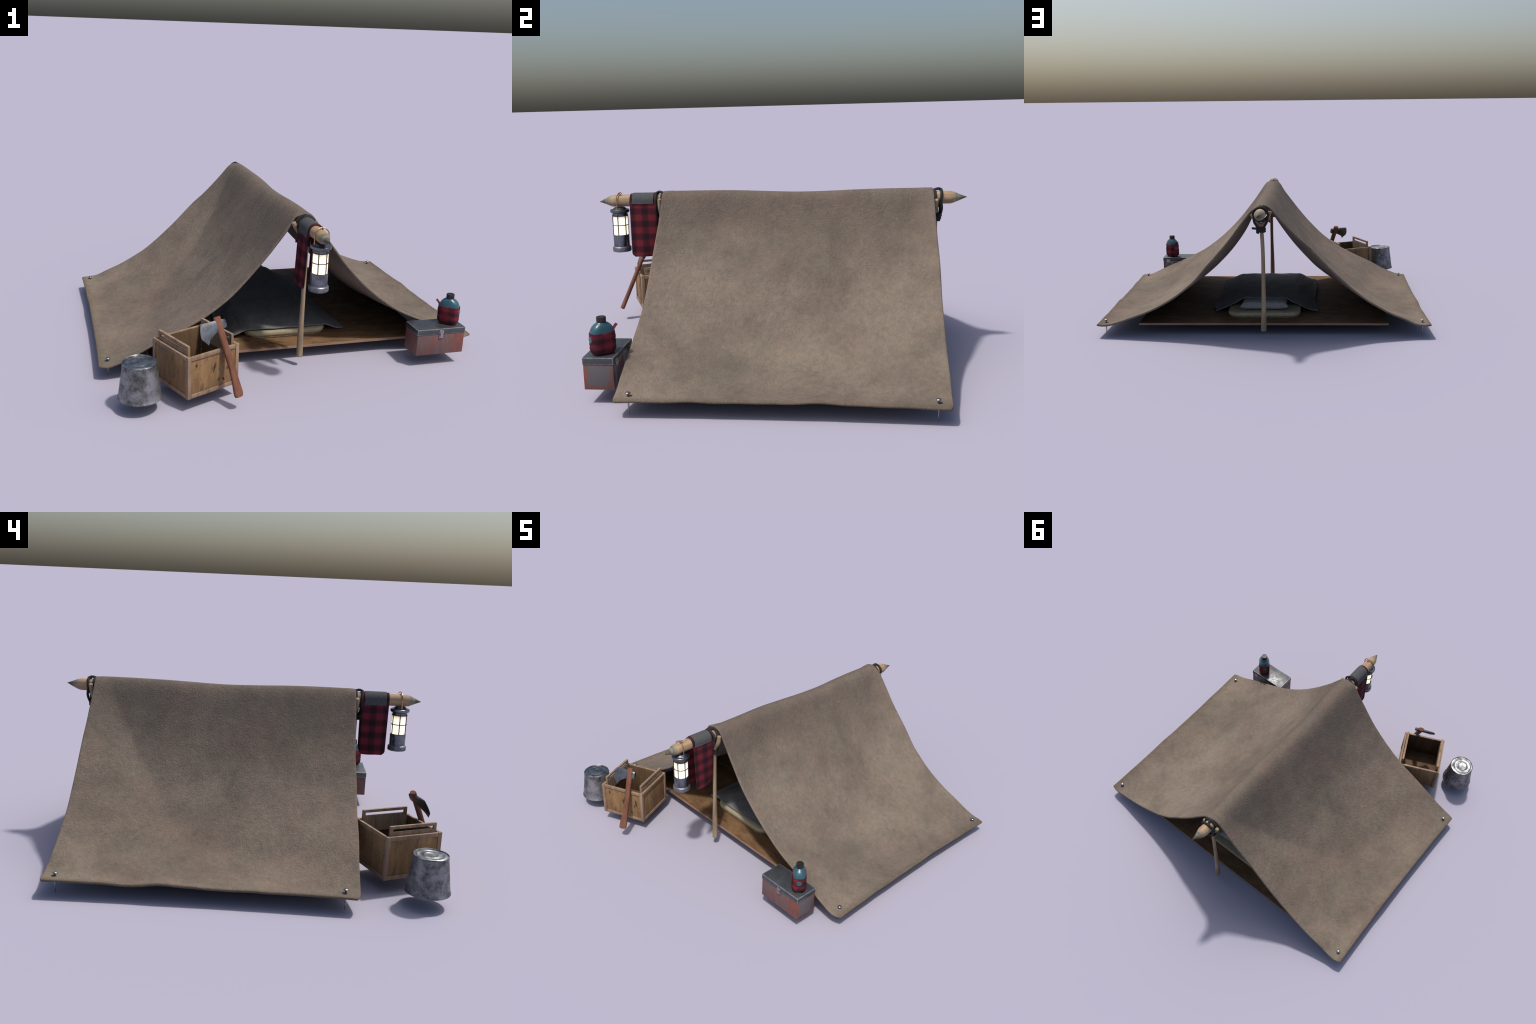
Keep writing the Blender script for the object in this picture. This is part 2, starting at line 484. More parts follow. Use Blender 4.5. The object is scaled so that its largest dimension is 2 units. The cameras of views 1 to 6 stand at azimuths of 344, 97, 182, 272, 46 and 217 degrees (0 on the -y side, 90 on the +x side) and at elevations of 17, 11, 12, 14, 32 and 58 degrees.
def canopy_mesh():
    S = {k: resample(p, NT_) for k, p in dict(BR=BACK_R, BL=BACK_L, FR=FRONT_R, FL=FRONT_L, MR=MID_R, ML=MID_L).items()}
    cols = []
    for j in range(NY):
        tau = j / (NY - 1)
        q = abs(2 * tau - 1)
        
        row = []
        for side in ("L", "R"):
            half = []
            e0z = S["F" + side][0].y * (1 - tau) + S["B" + side][0].y * tau
            for i in range(NT_):
                t = i / (NT_ - 1)
                e = S["F" + side][i].lerp(S["B" + side][i], tau)
                # slack grows away from the tied edges; the creases fan out from the ridge corners
                span = Y1 - Y0
                if side == "L":
                    ub = min(1, (1 - tau) * span / min(.66, .045 + .72 * t))
                    over = 1 + .16 * math.exp(-((ub - .95) / .35) ** 2) * smooth01(.06, .16, t) * (1 - smooth01(.38, .55, t)) * smooth01(.3, .55, tau)
                    pb = 1.25 - .1 * smooth01(.3, .6, t)
                else:
                    ub = min(1, (1 - tau) * span / min(.66, .05 + .82 * t))
                    over = 1
                    pb = 1.6 - .5 * smooth01(.2, .6, t)
                uf = min(1, tau * span / min(.66, .05 + .85 * t))
                pf = 1.6 - .5 * smooth01(.2, .6, t) + 1.0 * smooth01(.68, .82, t)
                pb += 1.0 * smooth01(.68, .82, t)
                sag = (1 - (1 - ub) ** pb) * (1 - (1 - uf) ** pf) * over
                if i == 0: sag0 = sag
                p = e.lerp(S["M" + side][i], sag)
                ybow = .012 * math.sin(math.pi * min(1, t * 1.05)) if side == "R" else -.004 * math.sin(math.pi * t)
                yb = Y1 + (ybow if t < 1 else 0) - .014 * max(0, (t - .955) / .045) ** 2
                yf = Y0 - (.008 * math.sin(math.pi * t)) + .014 * max(0, (t - .955) / .045) ** 2
                yb += .006 * nz(t * 5, 3.3, 1 if side == 'L' else 7); yf += .005 * nz(t * 5, 8.1, 2 if side == 'L' else 5)
                y = yf + (yb - yf) * tau
                x, z = p.x, p.y
                z0 = e0z + (S["M" + side][0].y - e0z) * sag0
                z += (crest_z(y) - z0) * (1 - smooth01(0, .14, t))
                x += ridge_dx(y) * max(0, 1 - t * 3) * (1 - q ** 6)
                # slack billows and hem lift
                amp = .006 * min(1, t * 4) * sag
                z += amp * nz(x * 3.1, y * 3.7, 1.3) + .004 * min(1, t * 4) * nz(x * 7, y * 8, 4.0) * sag
                hem = smooth01(.85, 1, t)
                z += hem * (.007 * math.exp(-((y - .28) / .08) ** 2) + .004 * nz(y * 6, 2.0, x))
                
                z = max(z, .061)
                half.append((x, y, z))
            row.append(half)
        cols.append(list(reversed(row[0])) + row[1][1:])
    W = 2 * NT_ - 1
    V = [v for c in cols for v in c]
    F = [(j * W + i, j * W + i + 1, (j + 1) * W + i + 1, (j + 1) * W + i) for j in range(NY - 1) for i in range(W - 1)]
    me = bpy.data.meshes.new("canopy"); me.from_pydata(V, [], F); me.update()
    if me.polygons[len(F) // 2].normal.z < 0: me.flip_normals()
    def s(o):
        m = o.modifiers.new("s", 'SOLIDIFY'); m.thickness = .012; m.offset = 0
        b = o.modifiers.new("b", 'BEVEL'); b.width = .0055; b.segments = 3; b.limit_method = 'ANGLE'; b.angle_limit = math.radians(50)
    return applied(me, s)
obj("canopy", canopy_mesh(), M_canvas, tent, angle=80)

# ---- ridge pole: log with two carved points
def ridge_pole():
    axis = catmull([(-.006, -.888, .741), (-.0095, -.82, .744), (-.012, -.65, .745), (-.008, -.2, .7425), (-.004, .3, .742), (-.002, .7, .745), (.004, .88, .746), (.015, .948, .748)], 60)
    path = [tuple(p) for p in axis]
    path = [(x, y, z) for x, y, z in path]
    R = []
    for x, y, z in path:
        if y < -.82: r = .0305 * (y + .888) / .068
        elif y > .881: r = .029 * (.948 - y) / .067
        else: r = .0305 + .0008 * math.sin(y * 17)
        R.append(max(r, .0006))
    return tube_data(path, R, 16)
v, f = ridge_pole()
obj("ridge_pole", mesh_from(v, f), M_log, tent, angle=30)

# ---- forked support poles
def fork(name, y, base_x, shaft, prong_l, prong_r, crotch):
    parts = []
    pts = catmull([(x, y, z) for x, z in shaft] + [crotch], 30)
    def rad(t):
        return .0165 - .005 * smooth01(0, .45, t) + .0055 * smooth01(.9, 1, t)
    parts.append(tube_data(pts, rad, 14))
    cx, cy, cz = crotch
    for px, py, pz in (prong_l, prong_r):
        sgn = 1 if px > cx else -1
        mx = cx + sgn * max(.036, abs(px - cx) * .68)
        p = catmull([(cx, cy, cz - .03), (cx + sgn * .014, cy, cz - .004), (mx, (cy + py) / 2, cz + .026), (px, py, pz)], 14)
        parts.append(tube_data(p, lambda t: .0155 - .0045 * t, 12))
    V, F = join_data(parts)
    me = mesh_from(V, F)
    def s(o):
        m = o.modifiers.new("r", 'REMESH'); m.mode = 'VOXEL'; m.voxel_size = .0026
        m2 = o.modifiers.new("sm", 'SMOOTH'); m2.factor = .5; m2.iterations = 4
    me = applied(me, s)
    return obj("support_pole", me, M_pole, tent, angle=60)
fork("support_pole", -.56, 0, [(.002, .047), (.002, .2), (.004, .35), (.005, .517), (.006, .62)], (-.066, -.559, .752), (.047, -.559, .758), (.003, -.56, .688))
fork("support_pole", .800, 0, [(-.007, .045), (-.010, .2), (-.010, .426), (-.009, .53), (-.005, .62)], (-.055, .806, .758), (.053, .799, .742), (-.001, .800, .688))

# ---- rope lashings
def lashing(y, cx, sgn):
    """sgn: direction (in y) that points away from the tent"""
    rr = .0065
    parts = []
    lz = .745
    def loop(y_top, y_bot, z_bot, wob, rx):
        pts = []
        n = 40
        for k in range(n):
            a = 2 * math.pi * k / n
            zt = lz + .038; zc = (zt + z_bot) / 2; h = (zt - z_bot) / 2
            s, c = math.sin(a), math.cos(a)
            u = (s + 1) / 2
            x = cx + (rx if s > -.2 else rx - .010 * (-s - .2)) * c + .003 * math.sin(3 * a + wob)
            pts.append((x, y_bot + (y_top - y_bot) * u, zc + h * s))
        parts.append(tube_data(pts, rr, 10, closed=True))
    loop(y + sgn * .026, y + sgn * .018, .702, 0.4, .041)
    loop(y - sgn * .006, y - sgn * .004, .700, 1.9, .041)
    # bridging strand over the log
    parts.append(tube_data(catmull([(cx - .012, y + sgn * .028, lz + .037), (cx, y + sgn * .012, lz + .043), (cx + .006, y - sgn * .01, lz + .038)], 10), rr, 10))
    # crossing strand from the log side down to the wraps
    for s2 in (-1, 1):
        parts.append(tube_data(catmull([(cx + s2 * .040, y + sgn * .022, lz - .015), (cx + s2 * .036, y + sgn * .026, lz - .045),
                                        (cx + s2 * .022, y + sgn * .024, lz - .07), (cx + s2 * .016, y + sgn * .018, lz - .088)], 14), rr, 10))
    # turns round the pole below the fork
    pts = []
    for k in range(64):
        a = 2 * math.pi * k / 20
        pts.append((cx * .5 + .0225 * math.cos(a), y + .0225 * math.sin(a), .664 - .0088 * k / 20))
    parts.append(tube_data(pts, rr, 10))
    # loose end
    parts.append(tube_data(catmull([(cx + .012, y + sgn * .02, .66), (cx + .03 * -sgn * -1, y + sgn * .022, .662), (cx + .05 * sgn, y + sgn * .02, .664)], 8), rr, 10))
    V, F = join_data(parts)
    return obj("rope_lashing", mesh_from(V, F), M_rope, tent, angle=60)
lashing(-.56, -.008, -1)
lashing(.801, .0, 1)

# ---- pegs (big nails through the corner eyes)
def nail_mesh():
    prof = [(0, .0965), (.006, .0959), (.0098, .094), (.0112, .0915), (.0098, .0895), (.0048, .0875), (.0042, .085), (.0036, .06), (.003, .03), (.0016, .008), (0, .0)]
    V, F = lathe_data(prof, 20)
    return mesh_from(V, F)
nm = nail_mesh()
first = None
for k, (x, y) in enumerate([(-.947, .73), (-.948, -.487), (.947, -.488), (.948, .73)]):
    if first is None:
        first = o = obj("peg", nm, M_nail, tent)
    else:
        o = first.copy(); C.objects.link(o)
    o.location = Vector((x, y, 0)) - Vector(tent.location)
    o.rotation_euler = (0, 0, k * 1.3)

# ---- floor board with paler edge strips
FX, FY0, FY1, FZ0, FZ1 = .748, -.488, .733, .0605, .0735
V, F = box_data(-FX + .003, FX - .003, FY0 + .003, FY1 - .003, FZ0 + .0005, FZ1)
obj("floor_board", bevelled(mesh_from(V, F), .001, 1), M_floor, tent)
parts = [box_data(-FX, FX, FY0, FY0 + .003, FZ0, FZ1 - .0012), box_data(-FX, FX, FY1 - .003, FY1, FZ0, FZ1 - .0012),
         box_data(-FX, -FX + .003, FY0 + .003, FY1 - .003, FZ0, FZ1 - .0012), box_data(FX - .003, FX, FY0 + .003, FY1 - .003, FZ0, FZ1 - .0012)]
obj("floor_edge", mesh_from(*join_data(parts)), M_floor_edge, tent, smooth=False)

# ================================================================== BEDDING
def rounded_slab(hx, y0, y1, z0, z1, rc, edge, n=14, puff=0.0):
    """cushion-like slab: rounded plan corners, rounded rim"""
    cy = (y0 + y1) / 2; hy = (y1 - y0) / 2
    def outline(inset):
        pts = []
        for (sx, sy, a0) in ((1, 1, 0), (-1, 1, 90), (-1, -1, 180), (1, -1, 270)):
            for k in range(n + 1):
                a = math.radians(a0 + 90 * k / n)
                pts.append((sx * (hx - rc) + (rc - inset) * math.cos(a), cy + sy * (hy - rc) + (rc - inset) * math.sin(a)))
        return pts
    rows = []
    for k in range(7):
        a = math.pi * (k / 6 - .5)
        rows.append((edge * (1 - math.cos(a)), (z0 + z1) / 2 + (z1 - z0) / 2 * math.sin(a)))
    inner = [(.04, z1 + puff * .5), (.08, z1 + puff)]
    V, F = [], []
    m = 4 * (n + 1)
    for ins, z in rows:
        V += [Vector((x, y, z)) for x, y in outline(ins)]
    for ins, z in inner:
        for x, y in outline(0):
            k = 1 - ins / hx
            V.append(Vector((x * k, cy + (y - cy) * (1 - ins / hy), z)))
    R = len(rows) + len(inner)
    for r in range(R - 1):
        for i in range(m):
            j = (i + 1) % m
            F.append((r * m + i, r * m + j, (r + 1) * m + j, (r + 1) * m + i))
    F.append(tuple(range(m - 1, -1, -1)))
    F.append(tuple((R - 1) * m + i for i in range(m)))
    return V, F

bed = empty("bedroll_mattress", (0, .1, .0735), "thin beige camp mattress with rounded corners", "mattress")
V, F = rounded_slab(.223, -.374, .643, .0845, .111, .07, .006, puff=.001)
obj("mattress_pad", mesh_from(V, F), M_matt, bed, angle=70)
V, F = rounded_slab(.219, -.370, .636, .0738, .0855, .075, .003)
obj("mattress_base", mesh_from(V, F), M_matt_low, bed, angle=50)

def pillow_mesh():
    n = 26; V, F = [], []
    hx, hy, h = .152, .098, .031
    for side in (1, -1):
        for j in range(n):
            for i in range(n):
                a, b = 2 * i / (n - 1) - 1, 2 * j / (n - 1) - 1
                pin = 1 - .10 * (1 - a * a) * abs(b) ** 3 ; pin2 = 1 - .10 * (1 - b * b) * abs(a) ** 3
                x = a * hx * pin2; y = .510 + b * hy * pin
                z = .137 + side * h * ((1 - a ** 6) * (1 - b ** 6)) ** .5 * (1 if side > 0 else .68)
                z += .003 * nz(x * 20, y * 20, side)
                V.append((x, y, z))
    for s in range(2):
        for j in range(n - 1):
            for i in range(n - 1):
                k = s * n * n + j * n + i
                F.append((k, k + 1, k + n + 1, k + n))
    me = mesh_from(V, F)
    bm = bmesh.new(); bm.from_mesh(me)
    bmesh.ops.remove_doubles(bm, verts=bm.verts, dist=.0008)
    bmesh.ops.recalc_face_normals(bm, faces=bm.faces)
    bm.to_mesh(me); bm.free()
    return me
pil = obj("bed_pillow", pillow_mesh(), M_pillow, None, angle=80)
pil["label"] = "small plain grey stuffed pillow"; pil["category"] = "pillow"

def blanket_mesh():
    nx, ny = 90, 110
    V, F = [], []
    for j in range(ny):
        b = j / (ny - 1)
        for i in range(nx):
            a = 2 * i / (nx - 1) - 1
            # plan outline: nearly square with soft wavy sides and dipped corners
            wid = .326 + .010 * math.sin(b * 7 + (1.5 if a > 0 else 0)) - .022 * smooth01(.85, 1, b) * (a > 0)
            x = a * wid - .002
            yf = -.358 + .030 * abs(a) ** 3
            yb = .505 + .006 * math.cos(a * 4)
            y = yf + (yb - yf) * b
            ax = abs(x)
            pil_ = smooth01(.36, .47, y) * (1 - smooth01(.11, .225, ax))
            top = .1195 + .050 * pil_ + .004 * nz(x * 4, y * 4, 2.2)
            k_ = max(0, min(1, (ax - .205) / .108))
            drop = .55 * k_ + .45 * smooth01(0, 1, k_)
            z = top * (1 - drop) + .0805 * drop
            fold = math.sin(ax * 62 + y * 16 + 3 * nz(x * 4, y * 4)) * smooth01(.12, .22, ax)
            z += .0022 * fold * (1 - drop * .6) * smooth01(-.36, -.2, y) + .0012 * math.sin(x * 60 - y * 24 + 4 * nz(x * 3, y * 3, 9))
            z = max(z, .0795 if ax > .225 else .1165)
            V.append((x, y, z))
    for j in range(ny - 1):
        for i in range(nx - 1):
            k = j * nx + i
            F.append((k, k + 1, k + nx + 1, k + nx))
    me = bpy.data.meshes.new("blanket"); me.from_pydata(V, [], F); me.update()
    def s(o):
        m = o.modifiers.new("s", 'SOLIDIFY'); m.thickness = .006; m.offset = 0.6
        b = o.modifiers.new("b", 'BEVEL'); b.width = .002; b.segments = 2; b.limit_method = 'ANGLE'; b.angle_limit = math.radians(60)
    return applied(me, s)
bl = obj("wool_blanket", blanket_mesh(), M_blanket, None, angle=80)
bl["label"] = "dark slate grey wool blanket spread over the bedding"; bl["category"] = "blanket"

# ================================================================== PLAID SCARF over the ridge pole
scarf = empty("plaid_throw", (0, -.65, .78), "red and black plaid cloth hung over pole", "throw blanket")
def drape(name, y0, y1, zl, zr, off, thick, mat, rough_edge=0.0, taper=.004):
    cx, cz, R = -.0115, .745, .0315 + off
    path = []
    # left flap from bottom up, over the log, right flap down
    xl, xr = -.057, .040
    def flapx(z, bottom, side):
        k = (cz - z) / (cz - bottom)
        tgt = (xl if side < 0 else xr) + (-off if side < 0 else off)
        return cx + side * R + (tgt - (cx + side * R)) * (k ** .9)
    n = 30
    for k in range(n):
        z = zl + (cz - zl) * k / n
        path.append((flapx(z, min(zl, .462), -1), z))
    for k in range(17):
        a = math.pi - math.pi * k / 16
        path.append((cx + R * math.cos(a), cz + R * math.sin(a)))
    for k in range(1, n + 1):
        z = cz - (cz - zr) * k / n
        path.append((flapx(z, min(zr, .462), 1), z))
    right0 = n + 17
    ny = 24
    V, F = [], []
    N = len(path)
    for i, (x, z) in enumerate(path):
        e = min(i, N - 1 - i)
        hang = max(0, min(1, (cz - z) / (cz - .462)))
        rc = .016 * (1 - min(1, e / 2.0)) ** 2 if off < .003 else 0
        for j in range(ny):
            b = j / (ny - 1)
            a0 = y0 + rc + taper * hang; a1 = y1 - rc - taper * hang * .5
            y = a0 + (a1 - a0) * b
            yy = y + rough_edge * nz(x * 40, z * 40, b * 3) * abs(2 * b - 1)
            xx = x - (.024 * hang * b ** 1.2 if i >= right0 else (.004 * (1 - b) * -hang if i < n else 0)) + (.003 * hang * math.sin(b * 7 + i * .05) if off < .003 else .0)
            zz = z + (rough_edge * nz(y * 50, 3.0, i) if e == 0 else 0)
            V.append((xx, yy, zz))
    for i in range(N - 1):
        for j in range(ny - 1):
            k = i * ny + j
            F.append((k, k + 1, k + ny + 1, k + ny))
    me = bpy.data.meshes.new(name); me.from_pydata(V, [], F); me.update()
    def s(o):
        m = o.modifiers.new("s", 'SOLIDIFY'); m.thickness = thick; m.offset = 0
        b = o.modifiers.new("b", 'BEVEL'); b.width = thick * .35; b.segments = 2; b.limit_method = 'ANGLE'; b.angle_limit = math.radians(60)
    return obj(name, applied(me, s), mat, scarf, angle=60)
drape("plaid_cloth", -.722, -.583, .463, .462, .0022, .0045, M_plaid)
drape("wool_patch", -.708, -.598, .719, .731, .0062, .004, M_patch, .003, 0)

# ================================================================== LANTERN
LX, LY = -.007, -.785
lantern = empty("hanging_lantern", (LX, LY, .484), "dark metal camp lantern with glowing barred glass", "lantern")
T = Matrix.Translation((LX, LY, 0))
V, F = lathe_data([(0, .484), (.044, .484), (.0475, .487), (.0475, .505), (.045, .509), (.0408, .511), (.0405, .5135)], 40, T)
obj("base_rim", mesh_from(V, F), M_lantern_worn, lantern)
V, F = lathe_data([(.0, .5125), (.0405, .5125), (.0405, .566), (.040, .5695), (.0385, .572), (0, .572)], 40, T)
obj("fuel_tank", mesh_from(V, F), M_lantern, lantern)
V, F = lathe_data([(0, .571), (.0368, .571), (.0368, .672), (0, .672)], 40, T)
obj("glass_chimney", mesh_from(V, F), M_glow, lantern)
V, F = lathe_data([(0, .668), (.0375, .668), (.038, .676), (.036, .683), (.043, .684), (.048, .6875), (.0492, .692), (.0485, .699), (.045, .7015), (.040, .701),
                   (.034, .7045), (.0275, .7105), (.0235, .712), (.023, .7065), (.018, .7055), (0, .7055)], 40, T)
obj("lantern_cap", mesh_from(V, F), M_lantern, lantern)
parts = []
for k in range(6):
    a = math.radians(-2 + 60 * k)
    x, y = LX + .0385 * math.cos(a), LY + .0385 * math.sin(a)
    parts.append(tube_data([(x, y, .568), (x, y, .62), (x, y, .676)], .0027, 8))
ring = [(LX + .0388 * math.cos(2 * math.pi * k / 48), LY + .0388 * math.sin(2 * math.pi * k / 48), .6215) for k in range(48)]
parts.append(tube_data(ring, .0023, 8, closed=True))
ring = [(LX + .0385 * math.cos(2 * math.pi * k / 48), LY + .0385 * math.sin(2 * math.pi * k / 48), .669) for k in range(48)]
parts.append(tube_data(ring, .0022, 8, closed=True))
obj("guard_bars", mesh_from(*join_data(parts)), M_bars, lantern)
# bail handle over the pole
bail = []
for k in range(41):
    a = math.pi * k / 40
    bail.append((LX + .0345 * math.cos(a), LY - .004 + .006 * math.sin(a) ** 4, .749 + .034 * math.sin(a)))
pts = [(LX + .034, LY - .003, .704)] + bail + [(LX - .034, LY - .003, .704)]
parts = [tube_data(catmull(pts, 90), .0027, 8)]
ringc = [(LX + .000 + .0005 * k, LY + .006 + .0075 * math.cos(2 * math.pi * k / 18), .781 + .0065 * math.sin(2 * math.pi * k / 18)) for k in range(18)]
parts.append(tube_data(ringc, .002, 8, closed=True))
obj("bail_handle", mesh_from(*join_data(parts)), M_copper, lantern)

# ================================================================== CRATE
crate = empty("wooden_crate", (-.571, -.737, .061), "open square wooden crate with slotted carrying boards", "crate")
CM = Matrix.Translation((-.571, -.737, 0)) @ Matrix.Rotation(ang, 4, 'Z')
H = .1415; ZB, ZT = .061, .261
def cobj(name, data, mat, bev=.0012):
    me = mesh_from(*data)
    me = bevelled(me, bev, 2)
    return obj(name, me, mat, crate)
P = .019
post = None
for sx in (-1, 1):
    for sy in (-1, 1):
        x0, x1 = (-H, -H + P) if sx < 0 else (H - P, H)
        y0, y1 = (-H, -H + P) if sy < 0 else (H - P, H)
        cobj("corner_post", box_data(x0, x1, y0, y1, ZB, ZT, CM), M_frame)
e = .0008
for k in range(4):
    R4 = CM @ Matrix.Rotation(k * math.pi / 2, 4, 'Z')
    cobj("rail", box_data(-H + P + e, H - P - e, -H + .0008, -H + .013, ZT - .0195, ZT - .0008, R4), M_frame)
    cobj("rail", box_data(-H + P + e, H - P - e, -H + .0008, -H + .013, ZB + .0006, ZB + .019, R4), M_frame)
    cobj("side_panel", box_data(-H + P - .002, H - P + .002, -H + .0048, -H + .0085, ZB + .015, ZT - .0155, R4), M_panel, .0004)
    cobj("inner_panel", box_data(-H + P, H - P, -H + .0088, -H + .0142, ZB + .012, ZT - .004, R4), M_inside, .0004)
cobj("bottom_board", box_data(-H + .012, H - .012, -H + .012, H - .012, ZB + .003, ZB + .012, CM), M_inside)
for sx in (-1, 1):
    x0, x1 = (-H + .0155, -H + .0275) if sx < 0 else (H - .0275, H - .0155)
    L = .118
    zt = .303
    parts = [box_data(x0, x1, -L, L, .20, .275, CM), box_data(x0, x1, -L, L, zt - .0125, zt, CM),
             box_data(x0, x1, -L, -L + .013, .275, zt - .0125, CM), box_data(x0, x1, L - .013, L, .275, zt - .0125, CM)]
    me = mesh_from(*join_data(parts))
    bm = bmesh.new(); bm.from_mesh(me); bmesh.ops.remove_doubles(bm, verts=bm.verts, dist=.0001); bm.to_mesh(me); bm.free()
    obj("carry_board", me, M_frame, crate, smooth=False)
# stencilled arrow-like blot on the front panel
def blot(pts, M, y):
    V = [M @ Vector((x, y, z)) for x, z in pts] + [M @ Vector((x, y + .002, z)) for x, z in pts]
    n = len(pts)
    F = [tuple(range(n)), tuple(range(2 * n - 1, n - 1, -1))] + [(i, i + n, (i + 1) % n + n, (i + 1) % n) for i in range(n)]
    return V, F
M_ink = mat_plain("stencil_ink", (.03, .026, .022), .85, .4, 150)
d = blot([(-.1, .213), (-.089, .222), (-.087, .207), (-.092, .203), (-.094, .207)], CM, -H + .0042)
obj("stencil_mark", mesh_from(*d), M_ink, crate, smooth=False)

random.seed(21)
for k in range(9):
    cxk = .02 + .075 * random.random() - (.03 if k % 4 == 0 else 0); czk = .1 + .11 * random.random()
    w, h = .002 + .004 * random.random(), .008 + .03 * random.random() * (k % 3 == 0) + .006 * random.random()
    tilt = (random.random() - .5) * .02
    d = blot([(cxk - w, czk - h), (cxk + w * .4, czk - h * .8), (cxk + w + tilt, czk + h * .3), (cxk + tilt, czk + h), (cxk - w * .7 + tilt, czk + h * .4)], CM, -H + .0044 + .0001 * k)
    obj("scorch_mark", mesh_from(*d), M_ink, crate, smooth=False)

# ================================================================== BUCKET (upside down)
bucket = empty("upturned_bucket", (-.841, -.842, .061), "upside down galvanised metal bucket with stained zinc", "bucket")
T = Matrix.Translation((-.841, -.842, 0))
wall = [(.0755, .2245), (.0772, .222), (.0768, .217), (.0790, .19), (.0868, .135), (.0874, .131), (.0878, .127), (.0945, .078), (.0955, .070), (.0985, .067), (.0992, .0635), (.0975, .061),
        (.0945, .0625), (.0935, .070), (.0855, .131), (.0765, .19), (.074, .214), (0, .214)]
V, F = lathe_data(wall, 64, T)
V = [Vector((p.x + .0015 * nz(p.x * 20, p.y * 20, p.z * 20), p.y + .0015 * nz(p.x * 20, p.y * 20, p.z * 20 + 9), p.z)) for p in V]
obj("bucket_wall", mesh_from(V, F), M_bucket, bucket, angle=50)
top = [(.0757, .2235), (.076, .2275), (.0745, .2285), (.0728, .2272), (.0715, .2240), (.062, .2236), (.060, .2254), (.057, .2254), (.055, .2240), (.036, .2242), (.034, .2262), (.03, .2264), (.027, .2246), (.012, .2246), (.0, .2256)]
V, F = lathe_data(top, 64, T)
V = [Vector((p.x, p.y, p.z + .0012 * nz(p.x * 35, p.y * 35, 2))) for p in V]
obj("bucket_base", mesh_from(V, F), M_bucket_top, bucket, angle=60)

# ================================================================== AXE
axe = empty("hand_axe", (-.415, -.939, .061), "hand axe with red brown handle and grey head", "axe")
top_ = Vector((-.4925, -.804, .397)); bot = Vector((-.413, -.942, .062))
dv = (bot - top_).normalized()
bv = Vector((-.93, -.36, .06)); bv = (bv - dv * bv.dot(dv)).normalized()
nv = dv.cross(bv).normalized()
LEN = (bot - top_).length
# handle: oval sections, slight S bend in the blade plane
HN, SN = 40, 20
V, F = [], []
ctrl = catmull([(0, .0178, 0), (.1, .0182, 0), (.25, .017, 0), (.45, .0163, 0), (.65, .0168, 0), (.8, .0188, 0), (.93, .023, 0), (.985, .0215, 0), (1.0, .015, 0)], HN)
for i in range(HN):
    t = ctrl[i].x; w = ctrl[i].y
    c = top_ + dv * (LEN * t) + bv * (.009 * math.sin(math.pi * t) * (1 - t) * -1 + .003 * math.sin(2 * math.pi * t))
    th = .0112
    for k in range(SN):
        a = 2 * math.pi * k / SN
        ca, sa = math.cos(a), math.sin(a)
        ex = math.copysign(abs(ca) ** .75, ca); ey = math.copysign(abs(sa) ** .75, sa)
        V.append(c + bv * (w * ex) + nv * (th * ey))
for i in range(HN - 1):
    for k in range(SN):
        F.append((i * SN + k, i * SN + (k + 1) % SN, (i + 1) * SN + (k + 1) % SN, (i + 1) * SN + k))
F.append(tuple(range(SN))); F.append(tuple((HN - 1) * SN + k for k in range(SN)))
obj("axe_handle", mesh_from(V, F), M_axe_wood, axe, angle=50)
# head: lofted along bv
hc = top_ + dv * .033
secs = [(-.038, -.011, .021, .008), (-.036, -.014, .024, .0095), (-.019, -.016, .026, .0100), (.0, -.018, .028, .0095), (.017, -.0185, .031, .0090), (.04, -.0195, .041, .007), (.065, -.021, .056, .005), (.085, -.0215, .070, .0028), (.094, -.021, .077, .0008)]
V, F = [], []
QN = 13
for (b, d0, d1, th) in secs:
    for s in (1, -1):
        for q in range(QN):
            u = q / (QN - 1)
            dd = d0 + (d1 - d0) * u
            curve = .012 * (1 - (2 * u - 1.15) ** 2) * smooth01(.04, .09, b) - .018 * smooth01(.6, 1, u) * smooth01(.06, .094, b)
            V.append(hc + bv * (b + curve) + dv * dd + nv * (s * th * (1 - .35 * abs(2 * u - 1) ** 3)))
n2 = 2 * QN
order = list(range(QN)) + list(range(2 * QN - 1, QN - 1, -1))
for i in range(len(secs) - 1):
    for k in range(n2):
        a, b2 = order[k], order[(k + 1) % n2]
        F.append((i * n2 + a, i * n2 + b2, (i + 1) * n2 + b2, (i + 1) * n2 + a))
F.append(tuple(order)); F.append(tuple((len(secs) - 1) * n2 + k for k in order))
obj("axe_head", mesh_from(V, F), M_axe_steel, axe, angle=45)

# ================================================================== TOOLBOX
tb = empty("metal_toolbox", (.712, -.642, .061), "small worn red metal toolbox with grey lid", "toolbox")
V, F = box_data(.5795, .8445, -.7065, -.5775, .061, .170)
obj("toolbox_body", bevelled(mesh_from(V, F), .0015, 2), M_tb, tb)
V, F = box_data(.5775, .8465, -.7085, -.5755, .1705, .2005)
obj("toolbox_lid", bevelled(mesh_from(V, F), .0022, 2), M_lid, tb)
parts = [box_data(.698, .724, -.7115, -.7087, .176, .194), box_data(.700, .722, -.7105, -.7067, .150, .169),
         box_data(.704, .718, -.7145, -.7117, .156, .192), box_data(.707, .715, -.7165, -.7147, .160, .172)]
obj("clasp", bevelled(mesh_from(*join_data(parts)), .0014, 2), M_clasp, tb)
for cx in (.62, .805):
    parts = [box_data(cx - .014, cx + .014, -.5753, -.5725, .160, .186), tube_data([(cx - .014, -.5722, .1705), (cx + .014, -.5722, .1705)], .0035, 10)]
    obj("hinge", mesh_from(*join_data(parts)), M_clasp, tb)

